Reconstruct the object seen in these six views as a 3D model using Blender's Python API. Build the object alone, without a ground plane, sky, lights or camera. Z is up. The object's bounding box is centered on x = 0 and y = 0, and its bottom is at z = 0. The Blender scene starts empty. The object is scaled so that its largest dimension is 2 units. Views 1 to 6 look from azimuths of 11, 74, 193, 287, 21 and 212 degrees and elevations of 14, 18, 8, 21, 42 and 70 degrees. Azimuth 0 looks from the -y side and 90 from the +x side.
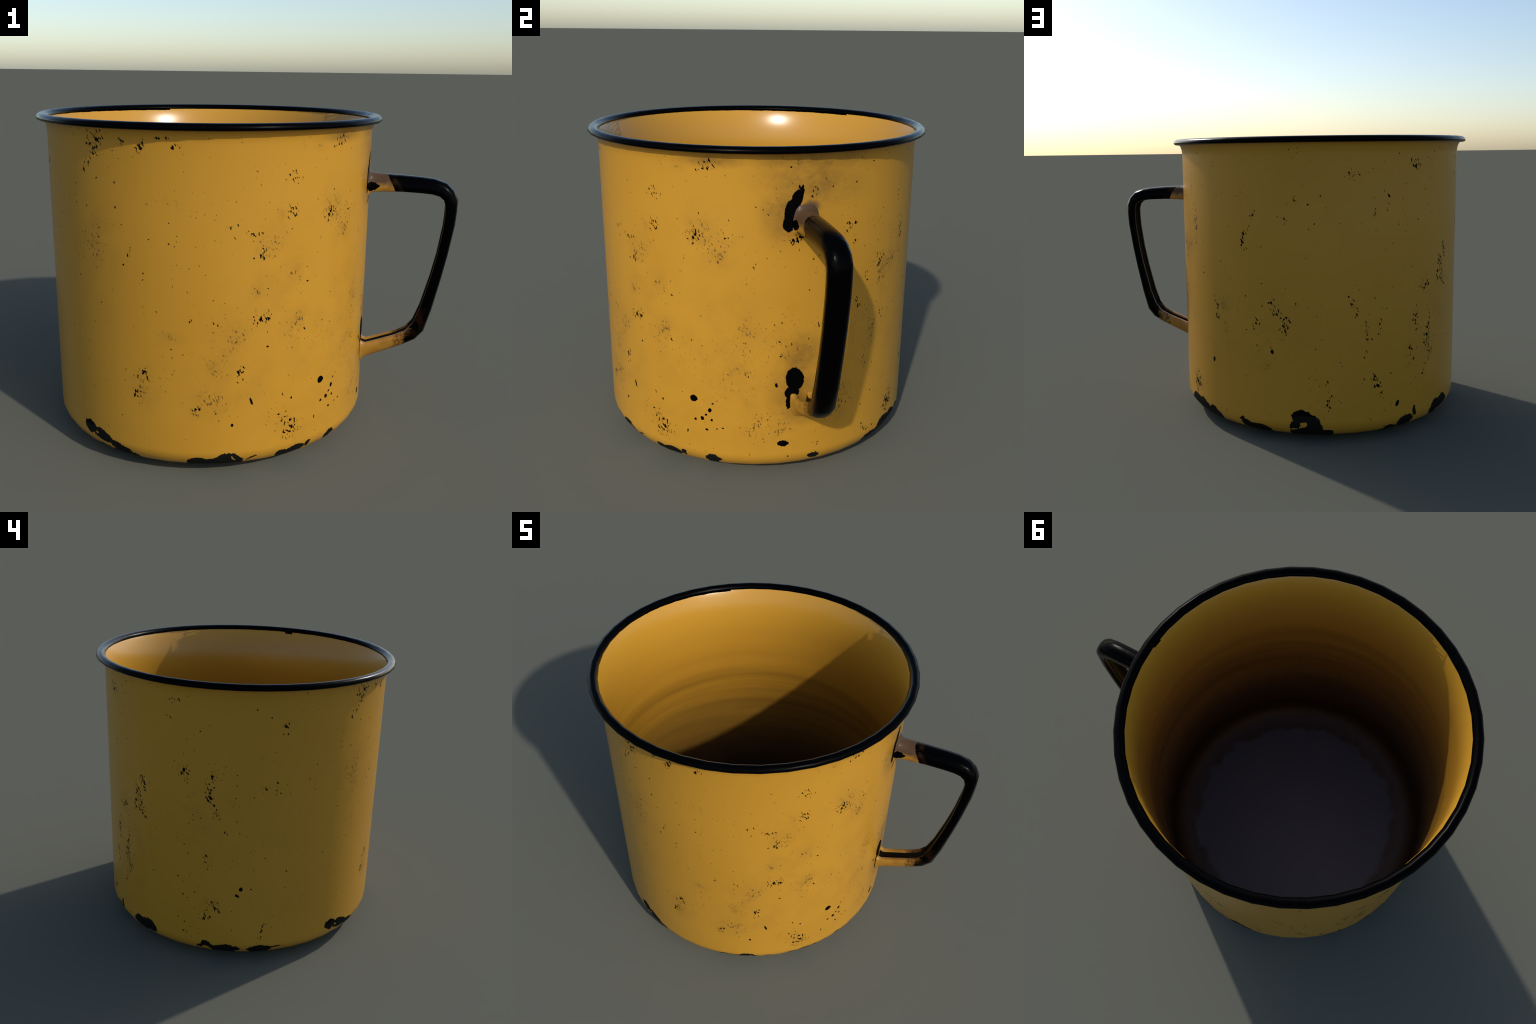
import bpy, math
from mathutils import Vector

# ----------------------------------------------------------------- dimensions
AXIS_X = -0.1835          # mug axis in the frame (handle points to +x)
SEG = 44                  # facets round the mug, one vertex on the handle line
R_WALL = 0.769            # outer radius of the straight wall
SEAM = 127.0              # degrees: where the unrolled wall coordinate wraps

scene = bpy.context.scene
COLL = scene.collection

mug = bpy.data.objects.new("enamel_mug", None)
mug.empty_display_size = 0.2
mug.location = (AXIS_X, 0, 0)
mug["label"] = "worn yellow enamel mug with chipped black rim and handle"
mug["category"] = "enamel mug"
COLL.objects.link(mug)


def add_part(name, verts, faces, mat):
    me = bpy.data.meshes.new(name)
    me.from_pydata([tuple(v) for v in verts], [], faces)
    me.validate()
    me.update()
    for p in me.polygons:
        p.use_smooth = True
    me.materials.append(mat)
    ob = bpy.data.objects.new(name, me)
    ob.parent = mug
    COLL.objects.link(ob)
    return ob


def lathe(profile, close=False, cap_start=False, cap_end=False):
    """Revolve (r, z) points about the axis in SEG facets."""
    verts, faces = [], []
    for r, z in profile:
        for k in range(SEG):
            a = 2 * math.pi * k / SEG
            verts.append((r * math.cos(a), r * math.sin(a), z))
    n = len(profile)
    for i in range(n if close else n - 1):
        j = (i + 1) % n
        for k in range(SEG):
            l = (k + 1) % SEG
            faces.append((i * SEG + k, i * SEG + l, j * SEG + l, j * SEG + k))
    if cap_start:
        faces.append(tuple(range(SEG))[::-1])
    if cap_end:
        faces.append(tuple((n - 1) * SEG + k for k in range(SEG)))
    return verts, faces


# ------------------------------------------------------------- node utilities
class Nodes:
    def __init__(self, name):
        self.mat = bpy.data.materials.new(name)
        self.mat.use_nodes = True
        self.t = self.mat.node_tree
        self.t.nodes.clear()
        self.out = self.t.nodes.new("ShaderNodeOutputMaterial")
        self.bsdf = self.t.nodes.new("ShaderNodeBsdfPrincipled")
        self.t.links.new(self.bsdf.outputs[0], self.out.inputs[0])
        tc = self.t.nodes.new("ShaderNodeTexCoord")
        self.co = tc.outputs["Object"]
        self.normal = tc.outputs["Normal"]

    def put(self, sock, v):
        if isinstance(v, bpy.types.NodeSocket):
            self.t.links.new(v, sock)
        elif v is not None:
            sock.default_value = v

    def math(self, op, a, b=None, c=None, clamp=False):
        n = self.t.nodes.new("ShaderNodeMath")
        n.operation = op
        n.use_clamp = clamp
        for s, v in zip(n.inputs, (a, b, c)):
            self.put(s, v)
        return n.outputs[0]

    def vmath(self, op, a, b=None, scale=None):
        n = self.t.nodes.new("ShaderNodeVectorMath")
        n.operation = op
        self.put(n.inputs[0], a)
        if b is not None:
            self.put(n.inputs[1], b)
        if scale is not None:
            self.put(n.inputs["Scale"], scale)
        return n.outputs["Value" if op in ("LENGTH", "DISTANCE", "DOT_PRODUCT") else "Vector"]

    def split(self, v):
        n = self.t.nodes.new("ShaderNodeSeparateXYZ")
        self.put(n.inputs[0], v)
        return n.outputs

    def join(self, x=0.0, y=0.0, z=0.0):
        n = self.t.nodes.new("ShaderNodeCombineXYZ")
        for s, v in zip(n.inputs, (x, y, z)):
            self.put(s, v)
        return n.outputs[0]

    def noise(self, vec, scale, detail=2.0, rough=0.5, distort=0.0, colour=False):
        n = self.t.nodes.new("ShaderNodeTexNoise")
        self.put(n.inputs["Vector"], vec)
        n.inputs["Scale"].default_value = scale
        n.inputs["Detail"].default_value = detail
        n.inputs["Roughness"].default_value = rough
        n.inputs["Distortion"].default_value = distort
        return n.outputs["Color" if colour else "Fac"]

    def voronoi(self, vec, scale, rand=1.0):
        n = self.t.nodes.new("ShaderNodeTexVoronoi")
        self.put(n.inputs["Vector"], vec)
        n.inputs["Scale"].default_value = scale
        n.inputs["Randomness"].default_value = rand
        return n.outputs["Distance"], n.outputs["Color"]

    def ramp(self, v, lo, hi, a=0.0, b=1.0, smooth=False):
        n = self.t.nodes.new("ShaderNodeMapRange")
        n.clamp = True
        if smooth:
            n.interpolation_type = "SMOOTHSTEP"
        for s, x in zip(n.inputs, (v, lo, hi, a, b)):
            self.put(s, x)
        return n.outputs[0]

    def colour_ramp(self, v, stops):
        n = self.t.nodes.new("ShaderNodeValToRGB")
        self.put(n.inputs[0], v)
        el = n.color_ramp.elements
        while len(el) < len(stops):
            el.new(0.5)
        for e, (p, c) in zip(el, stops):
            e.position = p
            e.color = (*c, 1)
        return n.outputs[0]

    def mix(self, f, a, b, blend="MIX"):
        n = self.t.nodes.new("ShaderNodeMix")
        n.data_type = "RGBA"
        n.blend_type = blend
        self.put(n.inputs["Factor"], f)
        for key, v in (("A", a), ("B", b)):
            s = [i for i in n.inputs if i.name == key and i.type == "RGBA"][0]
            self.put(s, (*v, 1) if isinstance(v, tuple) else v)
        return [o for o in n.outputs if o.type == "RGBA"][0]

    def bump(self, height, strength, dist):
        n = self.t.nodes.new("ShaderNodeBump")
        n.inputs["Strength"].default_value = strength
        n.inputs["Distance"].default_value = dist
        self.put(n.inputs["Height"], height)
        return n.outputs[0]

    def grazing(self, low, high):
        n = self.t.nodes.new("ShaderNodeLayerWeight")
        n.inputs["Blend"].default_value = 0.5
        return self.ramp(n.outputs["Facing"], 0.45, 0.9, low, high)

    def ellipses(self, p, marks, unit=0.017453293 * R_WALL):
        """Union of ellipses on the unrolled wall: smallest normalised distance.
        A mark is (degrees round the axis, height, half length, half width, tilt)."""
        one = self.vmath("ADD", self.vmath("MULTIPLY", p, (1, 1, 0)), (0, 0, 1))
        best = None
        for deg, q, sa, sb, rot in marks:
            d = ((deg + SEAM) % 360.0 - 180.0) * unit
            c, s = math.cos(math.radians(rot)), math.sin(math.radians(rot))
            u = self.vmath("DOT_PRODUCT", one, (c / sa, s / sa, -(c * d + s * q) / sa))
            v = self.vmath("DOT_PRODUCT", one, (-s / sb, c / sb, (s * d - c * q) / sb))
            l = self.vmath("LENGTH", self.join(u, v, 0.0))
            best = l if best is None else self.math("MINIMUM", best, l)
        return best


YELLOW = (0.495, 0.246, 0.024)
YELLOW_WORN = (0.475, 0.232, 0.021)
BARE = (0.0085, 0.0085, 0.0075)      # dull bare iron on the foot
PITCH = (0.0006, 0.0006, 0.0008)     # black ground coat, black enamel

# ------------------------------------------------ where the enamel is damaged
# marks: (degrees round the axis, 0 = handle; height along wall; half sizes; tilt)
FOOT_CHIPS = [
    (-121, .128, .036, .026, 0), (-115, .108, .062, .027, -14), (-107.5, .062, .052, .034, -20),
    (-102.5, .035, .026, .010, -20), (-113, .022, .09, .012, 0),
    (-80, .030, .050, .044, 0), (-75.5, .028, .04, .036, 0), (-70.5, .046, .066, .046, -6), (-62.5, .055, .026, .007, 35),
    (-51.5, .038, .030, .034, 0), (-46.5, .048, .056, .030, 8), (-41, .066, .014, .026, 0),
    (-30.2, .062, .036, .030, -20), (4.8, .068, .026, .022, 0),
    (31, .050, .05, .035, 8), (39, .075, .065, .045, 12), (46, .070, .07, .045, 0), (54, .050, .055, .048, -10),
    (69.5, .085, .020, .010, 40), (71, .052, .026, .028, 0), (76, .028, .074, .032, -6),
    (94, .125, .048, .040, 0), (91.0, .085, .020, .022, 0), (98.2, .080, .040, .058, 20), (96.5, .020, .066, .045, 0), (90.8, .060, .024, .040, 0),
    (103, .020, .040, .030, 0),
    (135.5, .055, .046, .042, -35), (139.6, .110, .014, .026, 10), (129, .020, .040, .018, 0),
    (154, .070, .052, .050, 25), (159.5, .090, .050, .040, -15),
    (-174, .088, .034, .020, -9), (-177, .062, .016, .018, 0), (-167, .060, .080, .034, 2),
    (-153, .058, .062, .033, 0), (-146.8, .078, .034, .007, 8),
]
FOOT_ISLANDS = [
    (-114.5, .060, .050, .017, -16), (94.4, .098, .021, .018, 0), (-117.5, .118, .008, .006, 0),
    (-174.8, .050, .016, .014, 0), (-160, .050, .022, .016, 30), (-68.5, .072, .020, .004, -60), (90, .062, .03, .006, 10),
]
JOINT_CHIPS = [
    (-2.6, .490, .041, .056, 8), (-3.6, .425, .034, .030, 20), (-4.4, .395, .014, .032, -8), (-4.7, .362, .010, .016, 0),
    (-5.4, 1.192, .029, .032, 0), (-4.6, 1.245, .033, .052, -8), (-3.0, 1.298, .024, .040, -14),
    (-1.5, 1.330, .0085, .026, -4), (-2.3, 1.345, .005, .010, 25),
    (-6.3, .174, .027, .015, -7), (-8.8, .468, .006, .011, 0),
]
ROUND_CHIPS = [
    (-36.5, .379, .018, .017, 0), (-30.9, .330, .008, .011, 0), (-32.2, .307, .007, .006, 0), (-33.6, .288, .010, .010, 0),
    (-36.1, .277, .006, .005, 0), (-29.8, .365, .005, .005, 0), (-30.3, .281, .0045, .006, 0), (-32.0, .233, .007, .005, 0),
    (-26.5, .247, .006, .004, 0), (-39.1, .209, .004, .009, -10), (-53.4, .267, .005, .005, 0), (-48.9, .336, .005, .006, 0),
    (131, .184, .010, .017, -20), (55.2, .375, .009, .012, 0), (83, .467, .007, .011, 0),
    (-161, .442, .010, .011, 0), (-162.4, .406, .013, .007, -35), (-62.9, .349, .005, .018, 15), (-69, .245, .006, .008, 0),
]
# dense clusters of little chips: sun side, then shadow side
WEAR_SUN = [
    (-112, 1.431, .055, .050, 0), (-113, 1.465, .030, .016, 0), (-116.6, 1.335, .034, .017, 40), (-102, 1.438, .014, .020, 0),
    (-96.7, 1.428, .018, .024, 0), (-90.8, 1.465, .010, .022, -10), (-85.3, 1.421, .022, .022, 0), (-87.4, 1.470, .016, .010, 0),
    (-49.5, 1.313, .034, .038, 0), (-49.1, 1.167, .032, .019, 0), (-69.6, 1.108, .016, .011, 0), (-61.9, 1.076, .032, .011, -20),
    (-58.8, .995, .018, .020, 0), (-61.8, .964, .011, .011, 0), (-38.4, 1.013, .010, .017, 15), (-59.5, .711, .050, .034, -10),
    (-81.6, .722, .009, .017, 0), (-75.7, .702, .009, .011, 0), (-48.6, .185, .040, .075, 20),
    (-79.9, .315, .025, .036, 0), (-97.3, .458, .038, .026, 16), (-99.8, .370, .022, .04, 0), (-36.2, .642, .012, .022, 8),
    (-44.2, .665, .008, .012, 0), (-101.9, .991, .012, .030, 15), (-33.5, 1.138, .035, .032, 0), (-36.3, 1.148, .009, .008, 0),
    (-37.8, 1.014, .010, .013, -40), (-23.8, 1.136, .020, .006, 20), (2.6, 1.332, .028, .024, 0), (14.7, 1.158, .032, .034, -30),
    (17.6, 1.095, .014, .022, 20), (-3.2, 1.128, .045, .014, 0), (4, .752, .036, .022, 0), (5, 1.045, .018, .014, -36),
    (4.6, .981, .010, .022, 0), (23.4, .929, .010, .016, 0), (32.3, .722, .024, .046, 0), (24.9, .517, .016, .030, 10),
    (42.4, .211, .035, .060, 0), (27.9, .135, .044, .016, -27), (-30, 1.425, .040, .018, 0), (-61.8, 1.342, .018, .018, 0),
    (-66.6, .466, .022, .034, 0), (30, .97, .03, .05, 0), (20, .80, .02, .03, 0),
]
WEAR_SHADE = [
    (157, .941, .010, .026, -10), (156, .828, .022, .060, 20), (-172.5, 1.032, .012, .034, 8), (-173.6, .954, .018, .050, 12),
    (176.6, 1.045, .020, .032, 10), (172.5, 1.406, .034, .014, 10), (-153.9, .992, .022, .014, -8), (-148.3, .986, .012, .024, 0),
    (-162.6, .784, .013, .026, 15), (-160.4, .732, .013, .009, -20), (-167.6, .75, .014, .015, 0), (-171.1, .855, .014, .022, 0),
    (-146.1, 1.309, .012, .032, 0), (-174.6, .589, .020, .040, 25), (147, .51, .014, .12, -6), (145.7, .343, .016, .030, 0),
    (-171.8, .331, .042, .026, -15), (-175.6, .268, .026, .022, 0), (-136.8, .367, .009, .024, -10),
    (170.4, 1.303, .010, .020, 0), (-152.6, .184, .018, .040, -10), (177.6, .138, .014, .026, 10),
    (73, 1.041, .013, .034, -15), (72.7, .996, .018, .018, 0), (92.1, 1.211, .012, .024, 0), (88.2, 1.113, .022, .012, -10),
    (111.7, 1.326, .025, .020, 0), (138.4, 1.378, .020, .024, 0), (120.8, 1.166, .010, .020, 0), (126.7, 1.21, .018, .038, 0),
    (93, .716, .009, .022, -12), (83.8, .678, .024, .050, 30), (87.5, .6, .032, .042, 0), (76.5, .621, .018, .026, -10),
    (118.2, .53, .013, .060, 0), (123.4, .606, .010, .040, -10), (113.6, .68, .020, .050, 20), (116.8, .433, .013, .013, 0),
    (121.3, .303, .026, .056, 22), (116.2, .318, .017, .009, 10), (104, .252, .012, .060, 6), (138.2, .447, .014, .034, 0),
    (147.8, .44, .016, .050, 0), (153.9, .839, .028, .05, 0), (158, .935, .010, .043, 0), (144.9, .779, .020, .030, 0),
    (140.5, .594, .016, .050, 0), (76, 1.146, .015, .032, -10), (57.4, .64, .016, .052, 10), (43, 1.029, .022, .07, 0),
]
# brownish rubbed places with many faint specks
RUBBED = [
    (-56.7, 1.02, .050, .085, -20), (-52.8, 1.138, .016, .032, 0), (-62.2, .827, .038, .060, -25), (-69.2, .642, .100, .070, 10),
    (-75.3, .508, .075, .085, 0), (-76.3, .376, .070, .085, 0), (-80.2, .315, .030, .045, 0), (-114.7, .982, .075, .10, 0),
    (-22.2, .702, .040, .068, 0), (-28.8, 1.065, .06, .07, 0), (-47.9, .876, .06, .055, 0), (-87.8, .632, .055, .03, 0),
    (-48.6, .661, .06, .09, 0), (-4.7, .651, .06, .06, 0), (36.9, 1.006, .06, .12, 0), (33.4, .893, .06, .13, 0),
    (27.5, .661, .055, .09, 0), (-20.4, .578, .09, .09, 0), (-11.8, .26, .14, .09, 0), (-30.4, 1.141, .12, .10, 0),
    (-20.9, .731, .08, .08, 0), (147, .42, .03, .10, 0), (-97, .41, .05, .08, 0), (79.6, .393, .035, .022, 0),
    (-43.2, 1.433, .05, .02, 0), (12, .36, .12, .10, 0), (-172, .33, .05, .04, 0), (62, .62, .04, .13, 0),
]
# broad zones peppered with tiny specks
PEPPERED = [(-60, .78, .16, .36, -32), (-70, .45, .24, .18, 0), (-22, .55, .46, .40, 0), (26, .70, .22, .46, 0), (-45, .22, .26, .12, 0), (-112, .95, .12, .3, 0), (148, .55, .16, .40, 0), (-172, .80, .24, .25, 0), (85, .62, .22, .2, 0)]
SCUFFS = [(-89.5, 1.203, .11, .05, -8), (-145.4, .705, .12, .06, -22), (-150, .32, .20, .14, 0), (-103, .16, .16, .07, 0)]
GRIME = [(-6, 1.24, .12, .15, 0), (2, 1.36, .24, .12, -8), (3, 1.45, .28, .07, 0), (-28, 1.45, .16, .03, 0)]
GRIME_LOW = [(-2, .44, .12, .15, 0), (0, .60, .10, .12, 10), (1, .33, .14, .065, 0)]


def unrolled(n):
    x, y, z = n.split(n.co)
    r = n.math("POWER", n.math("ADD", n.math("MULTIPLY", x, x), n.math("MULTIPLY", y, y)), 0.5)
    s = math.radians(SEAM - 180)
    c0, s0 = math.cos(s), math.sin(s)
    xr = n.math("SUBTRACT", n.math("MULTIPLY", x, c0), n.math("MULTIPLY", y, s0))
    yr = n.math("ADD", n.math("MULTIPLY", x, s0), n.math("MULTIPLY", y, c0))
    a = n.math("MULTIPLY", n.math("ARCTAN2", yr, xr), R_WALL)
    drop = n.math("MAXIMUM", n.math("SUBTRACT", R_WALL, r), 0.0)
    q = n.math("SUBTRACT", z, drop)
    return n.join(a, q, 0.0), r, z


def enamel_outside():
    n = Nodes("yellow_enamel")
    p, r, z = unrolled(n)
    # ragged outlines: push the lookup point about with two sizes of noise
    big = n.vmath("SUBTRACT", n.noise(n.co, 22, 2, 0.5, colour=True), (0.5, 0.5, 0.5))
    fine = n.vmath("SUBTRACT", n.noise(n.co, 95, 3, 0.6, colour=True), (0.5, 0.5, 0.5))
    ragged = n.vmath("ADD", p, n.vmath("ADD", n.vmath("SCALE", big, scale=0.030), n.vmath("SCALE", fine, scale=0.020)))
    flat = n.vmath("MULTIPLY", ragged, (1, 1, 0))
    slight = n.vmath("MULTIPLY", n.vmath("ADD", p, n.vmath("ADD", n.vmath("SCALE", fine, scale=0.012), n.vmath("SCALE", big, scale=0.008))), (1, 1, 0))
    # chips that touch the foot run on underneath it
    fa, fq, _ = n.split(flat)
    flat = n.join(fa, n.math("MAXIMUM", fq, 0.040), 0.0)
    d = n.math("MINIMUM", n.ellipses(flat, [(t, q + .008, a * 1.08, b * 1.22, w) for t, q, a, b, w in FOOT_CHIPS]), n.ellipses(slight, JOINT_CHIPS + ROUND_CHIPS))
    chip = n.ramp(d, 1.03, 0.97)
    chip = n.math("MULTIPLY", chip, n.ramp(n.ellipses(flat, FOOT_ISLANDS), 0.95, 1.05))

    # small chips: noise cut at a threshold that falls inside the worn clusters
    # clusters of wear are torn out of shape so that they trail off
    tear = n.vmath("SUBTRACT", n.noise(n.vmath("ADD", n.co, (7, 3, 1)), 9, 3, 0.6, colour=True), (0.5, 0.5, 0.5))
    torn = n.vmath("ADD", p, n.vmath("ADD", n.vmath("SCALE", tear, scale=0.12), n.vmath("SCALE", big, scale=0.03)))
    dw = n.math("MINIMUM", n.ellipses(torn, WEAR_SUN), n.ellipses(torn, [(t, q, a * 1.15, b * 1.3, w) for t, q, a, b, w in WEAR_SHADE]))
    dense = n.math("MULTIPLY", n.ramp(dw, 0.3, 1.8, 1.0, 0.0, smooth=True), n.ramp(n.math("ABSOLUTE", n.math("SUBTRACT", n.noise(n.co, 14, 2), 0.5)), 0.0, 0.10, 1.25, 0.80))
    dr = n.ellipses(torn, RUBBED)
    rub = n.math("MULTIPLY", n.ramp(dr, 0.0, 2.1, 1.0, 0.0, smooth=True), n.ramp(n.noise(n.vmath("ADD", n.co, (4, 0, 2)), 11, 3, 0.6), 0.36, 0.62, 0.55, 1.12))
    a, q, _ = n.split(p)
    # flecks lie slightly aslant: shear and squeeze the unrolled wall before the noise
    slant = n.join(n.math("ADD", a, n.math("MULTIPLY", q, 0.30)), n.math("MULTIPLY", q, 0.50), 0.0)
    zone = n.ramp(n.ellipses(slight, PEPPERED), 0.4, 1.3, 0.52, 0.0, smooth=True)
    zone = n.math("MULTIPLY", zone, n.ramp(n.noise(n.co, 5, 3, 0.6), 0.36, 0.58, 0.45, 1.1))
    rub = n.math("MAXIMUM", rub, zone)
    grain = n.noise(slant, 108, 3, 0.5, 0.3)
    patch = n.noise(n.co, 7, 2, 0.5)
    cut = n.math("SUBTRACT", 0.735, n.math("MULTIPLY", dense, 0.178))
    cut = n.math("SUBTRACT", cut, n.math("MULTIPLY", n.ramp(patch, 0.45, 0.68), 0.06))
    fleck = n.ramp(n.math("SUBTRACT", grain, cut), 0.0, 0.012)
    # scattered pin-head chips
    dist, rnd = n.voronoi(n.vmath("ADD", n.co, n.vmath("SCALE", fine, scale=0.012)), 34)
    rx, ry, rz = n.split(rnd)
    dot = n.math("LESS_THAN", dist, n.ramp(rx, 0.55, 1.0, 0.0, 0.15))
    dot = n.math("MULTIPLY", dot, n.math("GREATER_THAN", ry, 0.45))
    fleck = n.math("MAXIMUM", fleck, dot)
    # faint brown specks where the enamel is rubbed
    speck = n.noise(slant, 112, 3, 0.6, 0.3)
    scut = n.math("SUBTRACT", 0.78, n.math("MULTIPLY", rub, 0.240))
    speck = n.ramp(n.math("SUBTRACT", speck, scut), 0.0, 0.05)
    d2, rnd2 = n.voronoi(n.vmath("ADD", n.co, (3.3, 1.7, 5.1)), 36)
    sx, sy, sz = n.split(rnd2)
    dot2 = n.ramp(n.math("SUBTRACT", d2, n.ramp(sx, 0.30, 1.0, 0.0, 0.17)), 0.0, -0.08)
    dot2 = n.math("MULTIPLY", dot2, n.ramp(rub, 0.1, 0.55, 0.15, 0.9))
    brown = n.math("MAXIMUM", n.math("MULTIPLY", speck, 0.85), dot2)

    # scuffs: thin streaks running down the wall
    str_co = n.vmath("MULTIPLY", p, (170, 9, 1))
    streak = n.ramp(n.noise(n.vmath("ADD", str_co, n.vmath("SCALE", n.noise(n.co, 5, colour=True), scale=4.0)), 1.0, 3, 0.6), 0.56, 0.72)
    ds = n.ellipses(slight, SCUFFS)
    scuff = n.math("MULTIPLY", streak, n.ramp(ds, 0.2, 1.2, 0.5, 0.0, smooth=True))

    # grime round the handle joints
    cloud = n.noise(n.co, 9, 5, 0.65)
    hair = n.noise(n.vmath("MULTIPLY", n.co, (40, 40, 60)), 1.0, 4, 0.7)
    dg = n.math("MINIMUM", n.ellipses(slight, GRIME), n.ellipses(slight, GRIME_LOW))
    grime = n.math("MULTIPLY", n.ramp(dg, 0.1, 1.4, 0.85, 0.0, smooth=True), n.ramp(n.math("ADD", cloud, n.math("MULTIPLY", hair, 0.6)), 0.55, 0.95, 0.25, 1.0))

    tone = n.noise(n.co, 2.2, 3, 0.5)
    base = n.mix(n.ramp(tone, 0.3, 0.7), YELLOW, YELLOW_WORN)
    smear = n.math("MULTIPLY", n.math("MAXIMUM", zone, rub), n.ramp(cloud, 0.38, 0.72, 0.0, 0.48))
    base = n.mix(smear, base, (0.24, 0.125, 0.022))
    base = n.mix(grime, base, (0.20, 0.105, 0.020))
    mauve = n.ramp(n.ellipses(slight, [(1.6, 1.262, .040, .030, -10)]), 0.5, 1.2, 0.8, 0.0, smooth=True)
    base = n.mix(mauve, base, (0.075, 0.046, 0.033))
    base = n.mix(scuff, base, (0.20, 0.11, 0.03))
    base = n.mix(brown, base, n.mix(n.ramp(patch, 0.4, 0.6), (0.075, 0.034, 0.007), (0.045, 0.028, 0.008)))
    bare = n.math("MAXIMUM", chip, fleck)
    foot = n.ramp(n.split(p)[1], 0.155, 0.14)
    col = n.mix(bare, base, n.mix(n.math("MULTIPLY", foot, chip), PITCH, BARE))
    n.put(n.bsdf.inputs["Base Color"], col)
    n.put(n.bsdf.inputs["Roughness"], n.ramp(n.math("MAXIMUM", bare, n.math("MULTIPLY", brown, 0.5)), 0, 1, 0.30, 0.55))
    n.put(n.bsdf.inputs["Specular IOR Level"], n.ramp(bare, 0, 1, 0.42, 0.04))
    return n.mat


def enamel_inside():
    n = Nodes("yellow_to_brown_enamel")
    p, r, z = unrolled(n)
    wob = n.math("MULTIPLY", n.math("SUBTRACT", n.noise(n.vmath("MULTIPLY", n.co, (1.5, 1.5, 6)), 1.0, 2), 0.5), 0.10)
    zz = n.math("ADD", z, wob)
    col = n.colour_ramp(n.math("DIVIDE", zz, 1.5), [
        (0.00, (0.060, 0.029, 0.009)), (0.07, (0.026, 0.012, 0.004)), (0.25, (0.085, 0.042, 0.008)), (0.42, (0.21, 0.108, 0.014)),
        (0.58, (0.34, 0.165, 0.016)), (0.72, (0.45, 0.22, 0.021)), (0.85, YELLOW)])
    # tide rings left by drink
    rings = n.noise(n.vmath("MULTIPLY", n.co, (0.5, 0.5, 12)), 1.0, 4, 0.55)
    band = n.math("MULTIPLY", n.ramp(z, 0.15, 0.35), n.ramp(z, 1.16, 0.85))
    ring = n.math("MULTIPLY", n.ramp(rings, 0.36, 0.66), n.math("MULTIPLY", band, 0.55))
    col = n.mix(ring, col, (0.10, 0.05, 0.008))
    drips = n.ramp(n.noise(n.vmath("MULTIPLY", n.co, (14, 14, 1.6)), 1.0, 4, 0.6), 0.45, 0.7)
    col = n.mix(n.math("MULTIPLY", drips, n.ramp(z, 0.42, 0.2, 0.0, 0.35)), col, (0.03, 0.015, 0.004))
    # floor: dark blue-grey with a scalloped edge
    fl = n.math("MULTIPLY", n.ramp(n.math("ADD", r, n.math("MULTIPLY", n.math("SUBTRACT", n.noise(n.co, 11, 2), 0.5), 0.15)), 0.628, 0.590), n.ramp(z, 0.12, 0.06))
    floor = n.mix(n.noise(n.co, 4, 4, 0.6), (0.052, 0.051, 0.070), (0.085, 0.074, 0.086))
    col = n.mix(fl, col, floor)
    # few chips near the lip and on the brown wall
    grain = n.noise(n.co, 55, 2, 0.55, 0.3)
    patch = n.noise(n.vmath("ADD", n.co, (2, 5, 0)), 4.5, 2)
    cut = n.math("SUBTRACT", 0.80, n.math("MULTIPLY", n.ramp(patch, 0.55, 0.72), n.ramp(z, 1.32, 1.46, 0.05, 0.16)))
    fleck = n.ramp(n.math("SUBTRACT", grain, cut), 0.0, 0.02, 0.0, 0.75)
    col = n.mix(fleck, col, (0.05, 0.022, 0.006))
    # black paint of the lip runs over the edge, lower past the step where the brush stopped
    a = n.split(p)[0]
    past = n.math("MULTIPLY", n.math("GREATER_THAN", a, 0.9395), n.ramp(a, 1.0, 2.0, 0.0065, 0.0))
    drip = n.math("MULTIPLY", n.math("LESS_THAN", n.math("ABSOLUTE", n.math("ADD", a, 0.738)), 0.024), 0.011)
    lip = n.math("SUBTRACT", n.math("ADD", z, n.math("MULTIPLY", n.math("SUBTRACT", n.noise(n.co, 30, 3, 0.6), 0.5), 0.006)), n.math("SUBTRACT", 1.4895, n.math("MAXIMUM", past, drip)))
    lip = n.ramp(lip, -0.0005, 0.0005)
    col = n.mix(lip, col, PITCH)
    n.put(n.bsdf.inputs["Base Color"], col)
    n.put(n.bsdf.inputs["Roughness"], n.ramp(z, 0.35, 0.12, 0.25, 0.55))
    n.put(n.bsdf.inputs["Specular IOR Level"], n.math("MULTIPLY", n.math("SUBTRACT", 1.0, lip), n.ramp(fl, 0, 1, 0.45, 0.6)))
    return n.mat


def black_rim():
    n = Nodes("black_enamel_rim")
    n.put(n.bsdf.inputs["Base Color"], n.mix(n.ramp(n.noise(n.co, 30, 3), 0.6, 0.75), PITCH, (0.003, 0.0022, 0.0016)))
    n.put(n.bsdf.inputs["Roughness"], n.ramp(n.noise(n.co, 14, 3), 0.3, 0.7, 0.22, 0.30))
    n.put(n.bsdf.inputs["Specular IOR Level"], n.grazing(0.03, 0.55))
    return n.mat


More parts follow.
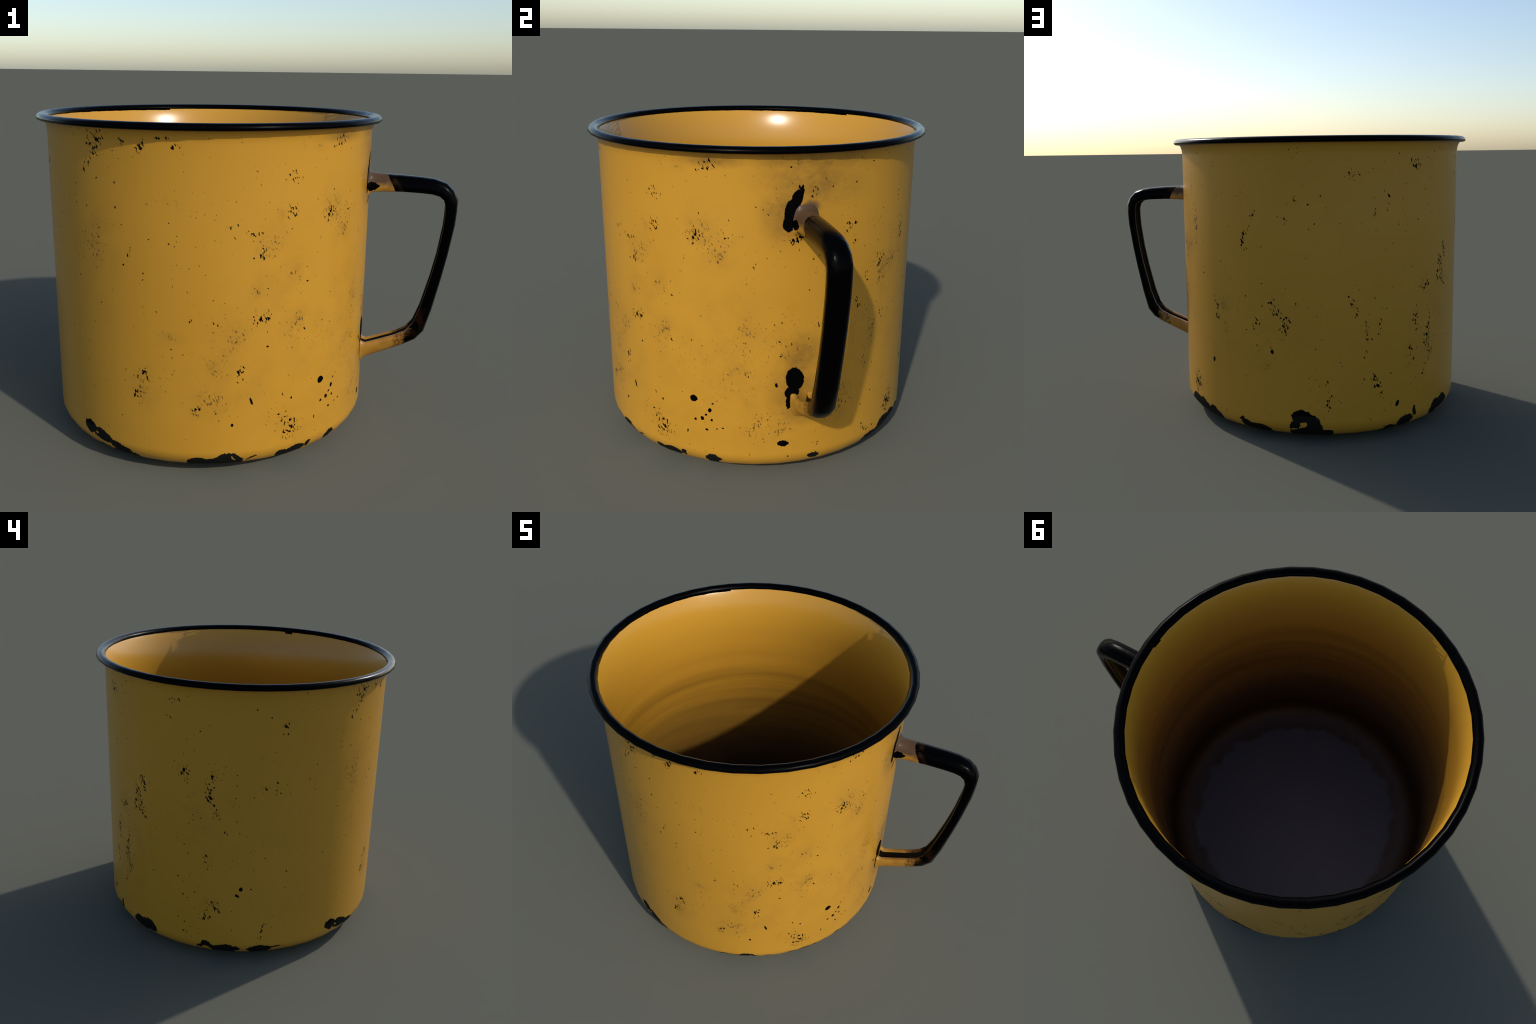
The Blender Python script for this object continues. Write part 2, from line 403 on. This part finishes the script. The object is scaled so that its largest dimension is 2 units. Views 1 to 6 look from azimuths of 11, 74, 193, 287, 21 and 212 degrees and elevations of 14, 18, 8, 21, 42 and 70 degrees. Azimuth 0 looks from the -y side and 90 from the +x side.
def handle_paint():
    n = Nodes("black_and_yellow_enamel")
    x, y, z = n.split(n.co)
    X = n.math("ADD", x, AXIS_X)           # distance in the frame
    wig = n.math("MULTIPLY", n.math("SUBTRACT", n.noise(n.co, 26, 3, 0.6), 0.5), 0.016)
    # upper arm: black begins about a tenth of a metre out, slanting with height
    up = n.math("ADD", n.math("ADD", X, wig), n.math("MULTIPLY", n.math("SUBTRACT", z, 1.246), 0.50))
    up_black = n.ramp(up, 0.672, 0.675)
    # lower arm: brushed, ragged end
    brush = n.math("SUBTRACT", n.noise(n.vmath("MULTIPLY", n.co, (30, 30, 70)), 1.0, 4, 0.65, 0.6), 0.5)
    lo = n.math("ADD", X, n.math("ADD", n.math("MULTIPLY", brush, 0.085), n.math("MULTIPLY", n.math("SUBTRACT", z, 0.42), -0.15)))
    lo_black = n.ramp(lo, 0.775, 0.805)
    upper = n.math("GREATER_THAN", z, 0.75)
    blk = n.math("ADD", n.math("MULTIPLY", up_black, upper), n.math("MULTIPLY", lo_black, n.math("SUBTRACT", 1.0, upper)))
    blk = n.math("MAXIMUM", blk, n.math("GREATER_THAN", X, 0.855))
    cloud = n.noise(n.co, 18, 4, 0.65)
    base = n.mix(n.ramp(cloud, 0.4, 0.75, 0.0, 0.5), (0.40, 0.195, 0.022), (0.17, 0.08, 0.016))
    # mauve-brown scorch over the top of the upper root
    scorch = n.math("MULTIPLY", n.ramp(n.math("ADD", z, n.math("MULTIPLY", n.math("SUBTRACT", cloud, 0.5), 0.05)), 1.185, 1.215), 0.9)
    base = n.mix(scorch, base, (0.045, 0.028, 0.022))
    # rust band where the lower black thins out
    rust = n.math("MULTIPLY", n.ramp(lo, 0.735, 0.745), n.math("SUBTRACT", 1.0, upper))
    base = n.mix(n.math("MULTIPLY", rust, n.ramp(n.noise(n.co, 70, 3, 0.6), 0.35, 0.6)), base, (0.085, 0.034, 0.006))
    # dark, rusty bottom of the channel
    col = n.mix(blk, base, PITCH)
    edge = n.math("MULTIPLY", n.math("MULTIPLY", n.ramp(up, 0.72, 0.70), n.math("GREATER_THAN", z, 1.1)), n.ramp(cloud, 0.40, 0.52, 0.0, 0.9))
    col = n.mix(n.math("MULTIPLY", edge, blk), col, (0.020, 0.0095, 0.003))
    warm = n.math("MULTIPLY", n.ramp(X, 0.90, 0.84), n.ramp(n.noise(n.co, 16, 3), 0.52, 0.68, 0.0, 0.8))
    warm = n.math("MULTIPLY", warm, n.math("SUBTRACT", 1.0, upper))
    col = n.mix(n.math("MULTIPLY", warm, blk), col, (0.022, 0.008, 0.003))
    # enamel broken away at the upper root on the side facing the sun
    bp = n.vmath("ADD", n.vmath("SUBTRACT", n.co, (0.782, -0.046, 1.192)), n.vmath("SCALE", n.vmath("SUBTRACT", n.noise(n.co, 40, 3, colour=True), (.5, .5, .5)), scale=0.03))
    bd = n.vmath("LENGTH", n.vmath("DIVIDE", bp, (0.036, 0.026, 0.022)))
    broken = n.ramp(bd, 1.03, 0.97)
    col = n.mix(broken, col, PITCH)
    n.put(n.bsdf.inputs["Base Color"], col)
    n.put(n.bsdf.inputs["Roughness"], n.ramp(blk, 0, 1, 0.38, 0.24))
    n.put(n.bsdf.inputs["Specular IOR Level"], n.ramp(n.math("MAXIMUM", n.math("MULTIPLY", scorch, n.math("MULTIPLY", upper, 0.75)), n.math("MAXIMUM", blk, broken)), 0, 1, 0.42, n.grazing(0.03, 0.45)))
    n.put(n.bsdf.inputs["Normal"], n.bump(n.noise(n.co, 60, 3, 0.6), 0.12, 0.004))
    return n.mat


# --------------------------------------------------------------------- meshes
OUTER_WALL = [(0.0, 0.004), (0.545, 0.0), (0.610, 0.006), (0.664, 0.016), (0.704, 0.033), (0.741, 0.055), (0.757, 0.078), (R_WALL - .0005, 0.104), (R_WALL, 0.122),
              (R_WALL + .0005, 0.30), (R_WALL + .001, 0.75), (R_WALL + .002, 1.15), (R_WALL + .002, 1.43), (0.774, 1.457), (0.780, 1.474), (0.788, 1.486), (0.795, 1.492)]
INNER_WALL = [(0.780, 1.504), (0.7745, 1.499), (0.7695, 1.490), (0.7665, 1.475), (0.7640, 1.45), (0.7620, 1.42), (0.7595, 1.36), (0.7580, 1.29), (0.7575, 1.22), (0.757, 0.75), (0.757, 0.14), (0.745, 0.085), (0.715, 0.048), (0.665, 0.028), (0.60, 0.022), (0.30, 0.020), (0.0, 0.020)]
RIM = [(0.7675, 1.4905), (0.7700, 1.498), (0.7752, 1.506), (0.7825, 1.5117), (0.792, 1.5145), (0.802, 1.513), (0.811, 1.507), (0.8165, 1.498), (0.8155, 1.490),
       (0.809, 1.485), (0.798, 1.4835), (0.786, 1.484), (0.778, 1.492)]


def lathe_to_axis(profile):
    """Like lathe, with the points on the axis welded to one."""
    verts, faces = lathe([p for p in profile if p[0] > 0])
    hub = len(verts)
    n = sum(1 for p in profile if p[0] > 0)
    row = 0 if profile[0][0] == 0 else n - 1
    z = profile[0][1] if row == 0 else profile[-1][1]
    verts.append((0, 0, z))
    for k in range(SEG):
        l = (k + 1) % SEG
        faces.append((hub, row * SEG + l, row * SEG + k) if row == 0 else (hub, row * SEG + k, row * SEG + l))
    return verts, faces


add_part("body", *lathe_to_axis(OUTER_WALL), enamel_outside())
lv, lf = lathe_to_axis(INNER_WALL)
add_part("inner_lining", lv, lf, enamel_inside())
rim_v, rim_f = lathe(RIM, close=True)


add_part("rim", rim_v, rim_f, black_rim())


# handle: stations along the strap, outer edge and inner edge in the plane y = 0
STATIONS = [  # outer (x, z), inner (x, z), width factor
    ((0.578, 1.290), (0.578, 1.140), 1.24), ((0.5865, 1.275), (0.5865, 1.150), 1.13), ((0.592, 1.262), (0.592, 1.160), 1.05), ((0.603, 1.251), (0.603, 1.168), 1.0), ((0.66, 1.247), (0.66, 1.171), 1),
    ((0.74, 1.244), (0.74, 1.173), 1), ((0.827, 1.239), (0.827, 1.170), 1), ((0.886, 1.233), (0.880, 1.166), 1),
    ((0.943, 1.215), (0.914, 1.157), 1), ((0.977, 1.184), (0.936, 1.139), 1), ((0.999, 1.142), (0.946, 1.109), 1),
    ((0.999, 1.085), (0.946, 1.065), 1), ((0.995, 1.020), (0.942, 1.005), 1), ((0.973, 0.876), (0.923, 0.872), 1),
    ((0.950, 0.755), (0.899, 0.757), 1), ((0.917, 0.600), (0.861, 0.608), 1), ((0.886, 0.487), (0.831, 0.527), 1),
    ((0.848, 0.442), (0.797, 0.486), 1), ((0.789, 0.409), (0.745, 0.459), 1), ((0.70, 0.369), (0.672, 0.431), 1),
    ((0.610, 0.330), (0.606, 0.407), 1.0), ((0.595, 0.317), (0.594, 0.411), 1.03), ((0.5865, 0.304), (0.587, 0.414), 1.08), ((0.578, 0.292), (0.578, 0.417), 1.15)]
HALF_WIDTH = 0.0485
# channel section: (across, from inner edge 0 to outer edge 1)
SECTION = [(-1.0, 0.02), (-1.02, 0.30), (-0.97, 0.58), (-0.82, 0.80), (-0.55, 0.94), (-0.2, 0.995), (0.2, 0.995), (0.55, 0.94), (0.82, 0.80), (0.97, 0.58), (1.02, 0.30), (1.0, 0.02),
           (0.90, -0.03), (0.74, -0.04), (0.54, -0.02), (0.43, 0.05), (0.34, 0.32), (0.0, 0.42), (-0.34, 0.32), (-0.43, 0.05), (-0.54, -0.02), (-0.74, -0.04), (-0.90, -0.03)]
hv, hf = [], []
for (ox, oz), (ix, iz), w in STATIONS:
    o, i = Vector((ox - AXIS_X, 0, oz)), Vector((ix - AXIS_X, 0, iz))
    for b, f in SECTION:
        q = i.lerp(o, f)
        hv.append((q.x, b * HALF_WIDTH * w, q.z))
m = len(SECTION)
for s in range(len(STATIONS) - 1):
    for k in range(m):
        l = (k + 1) % m
        hf.append((s * m + k, s * m + l, (s + 1) * m + l, (s + 1) * m + k))
hf.append(tuple(range(m))[::-1])
hf.append(tuple((len(STATIONS) - 1) * m + k for k in range(m)))
handle = add_part("handle", hv, hf, handle_paint())
groove = Nodes("dark_seam")
groove.put(groove.bsdf.inputs["Base Color"], groove.mix(groove.ramp(groove.noise(groove.co, 22, 3), 0.4, 0.7), PITCH, (0.012, 0.0055, 0.002)))
groove.bsdf.inputs["Roughness"].default_value = 0.4
groove.bsdf.inputs["Specular IOR Level"].default_value = 0.15
handle.data.materials.append(groove.mat)
for face in handle.data.polygons:
    ks = {v % m for v in face.vertices}
    if len(face.vertices) == 4 and ks <= {15, 16, 17, 18, 19}:
        face.material_index = 1

# the lip of the lining turns outwards under the black rim: ease its normals over
LEAN = [(1.22, 0.0), (1.29, 5.0), (1.36, 12.0), (1.42, 19.5), (1.45, 23.0), (1.475, 27.0), (1.51, 40.0)]


def lean(z):
    for (z0, d0), (z1, d1) in zip(LEAN, LEAN[1:]):
        if z0 <= z <= z1:
            return math.radians(d0 + (d1 - d0) * (z - z0) / (z1 - z0))
    return 0.0


# make every shell face outwards
import bmesh
for ob in [o for o in mug.children]:
    bm = bmesh.new()
    bm.from_mesh(ob.data)
    bmesh.ops.recalc_face_normals(bm, faces=bm.faces)
    if ob.name == "inner_lining":      # open cup: its outside is the hollow
        bm.faces.ensure_lookup_table()
        f = min(bm.faces, key=lambda g: g.calc_center_median().z)
        if f.normal.z < 0:
            bmesh.ops.reverse_faces(bm, faces=bm.faces)
    if ob.name == "body":
        bm.faces.ensure_lookup_table()
        f = min(bm.faces, key=lambda g: g.calc_center_median().z)
        if f.normal.z > 0:
            bmesh.ops.reverse_faces(bm, faces=bm.faces)
    bm.to_mesh(ob.data)
    bm.free()
    ob.data.update()
    if ob.name == "inner_lining":
        soft = []
        for v in ob.data.vertices:
            if v.co.z >= 1.22:
                a, e = math.atan2(v.co.y, v.co.x), lean(v.co.z)
                soft.append((-math.cos(a) * math.cos(e), -math.sin(a) * math.cos(e), math.sin(e)))
            else:
                soft.append(tuple(v.normal))
        ob.data.normals_split_custom_set_from_vertices(soft)
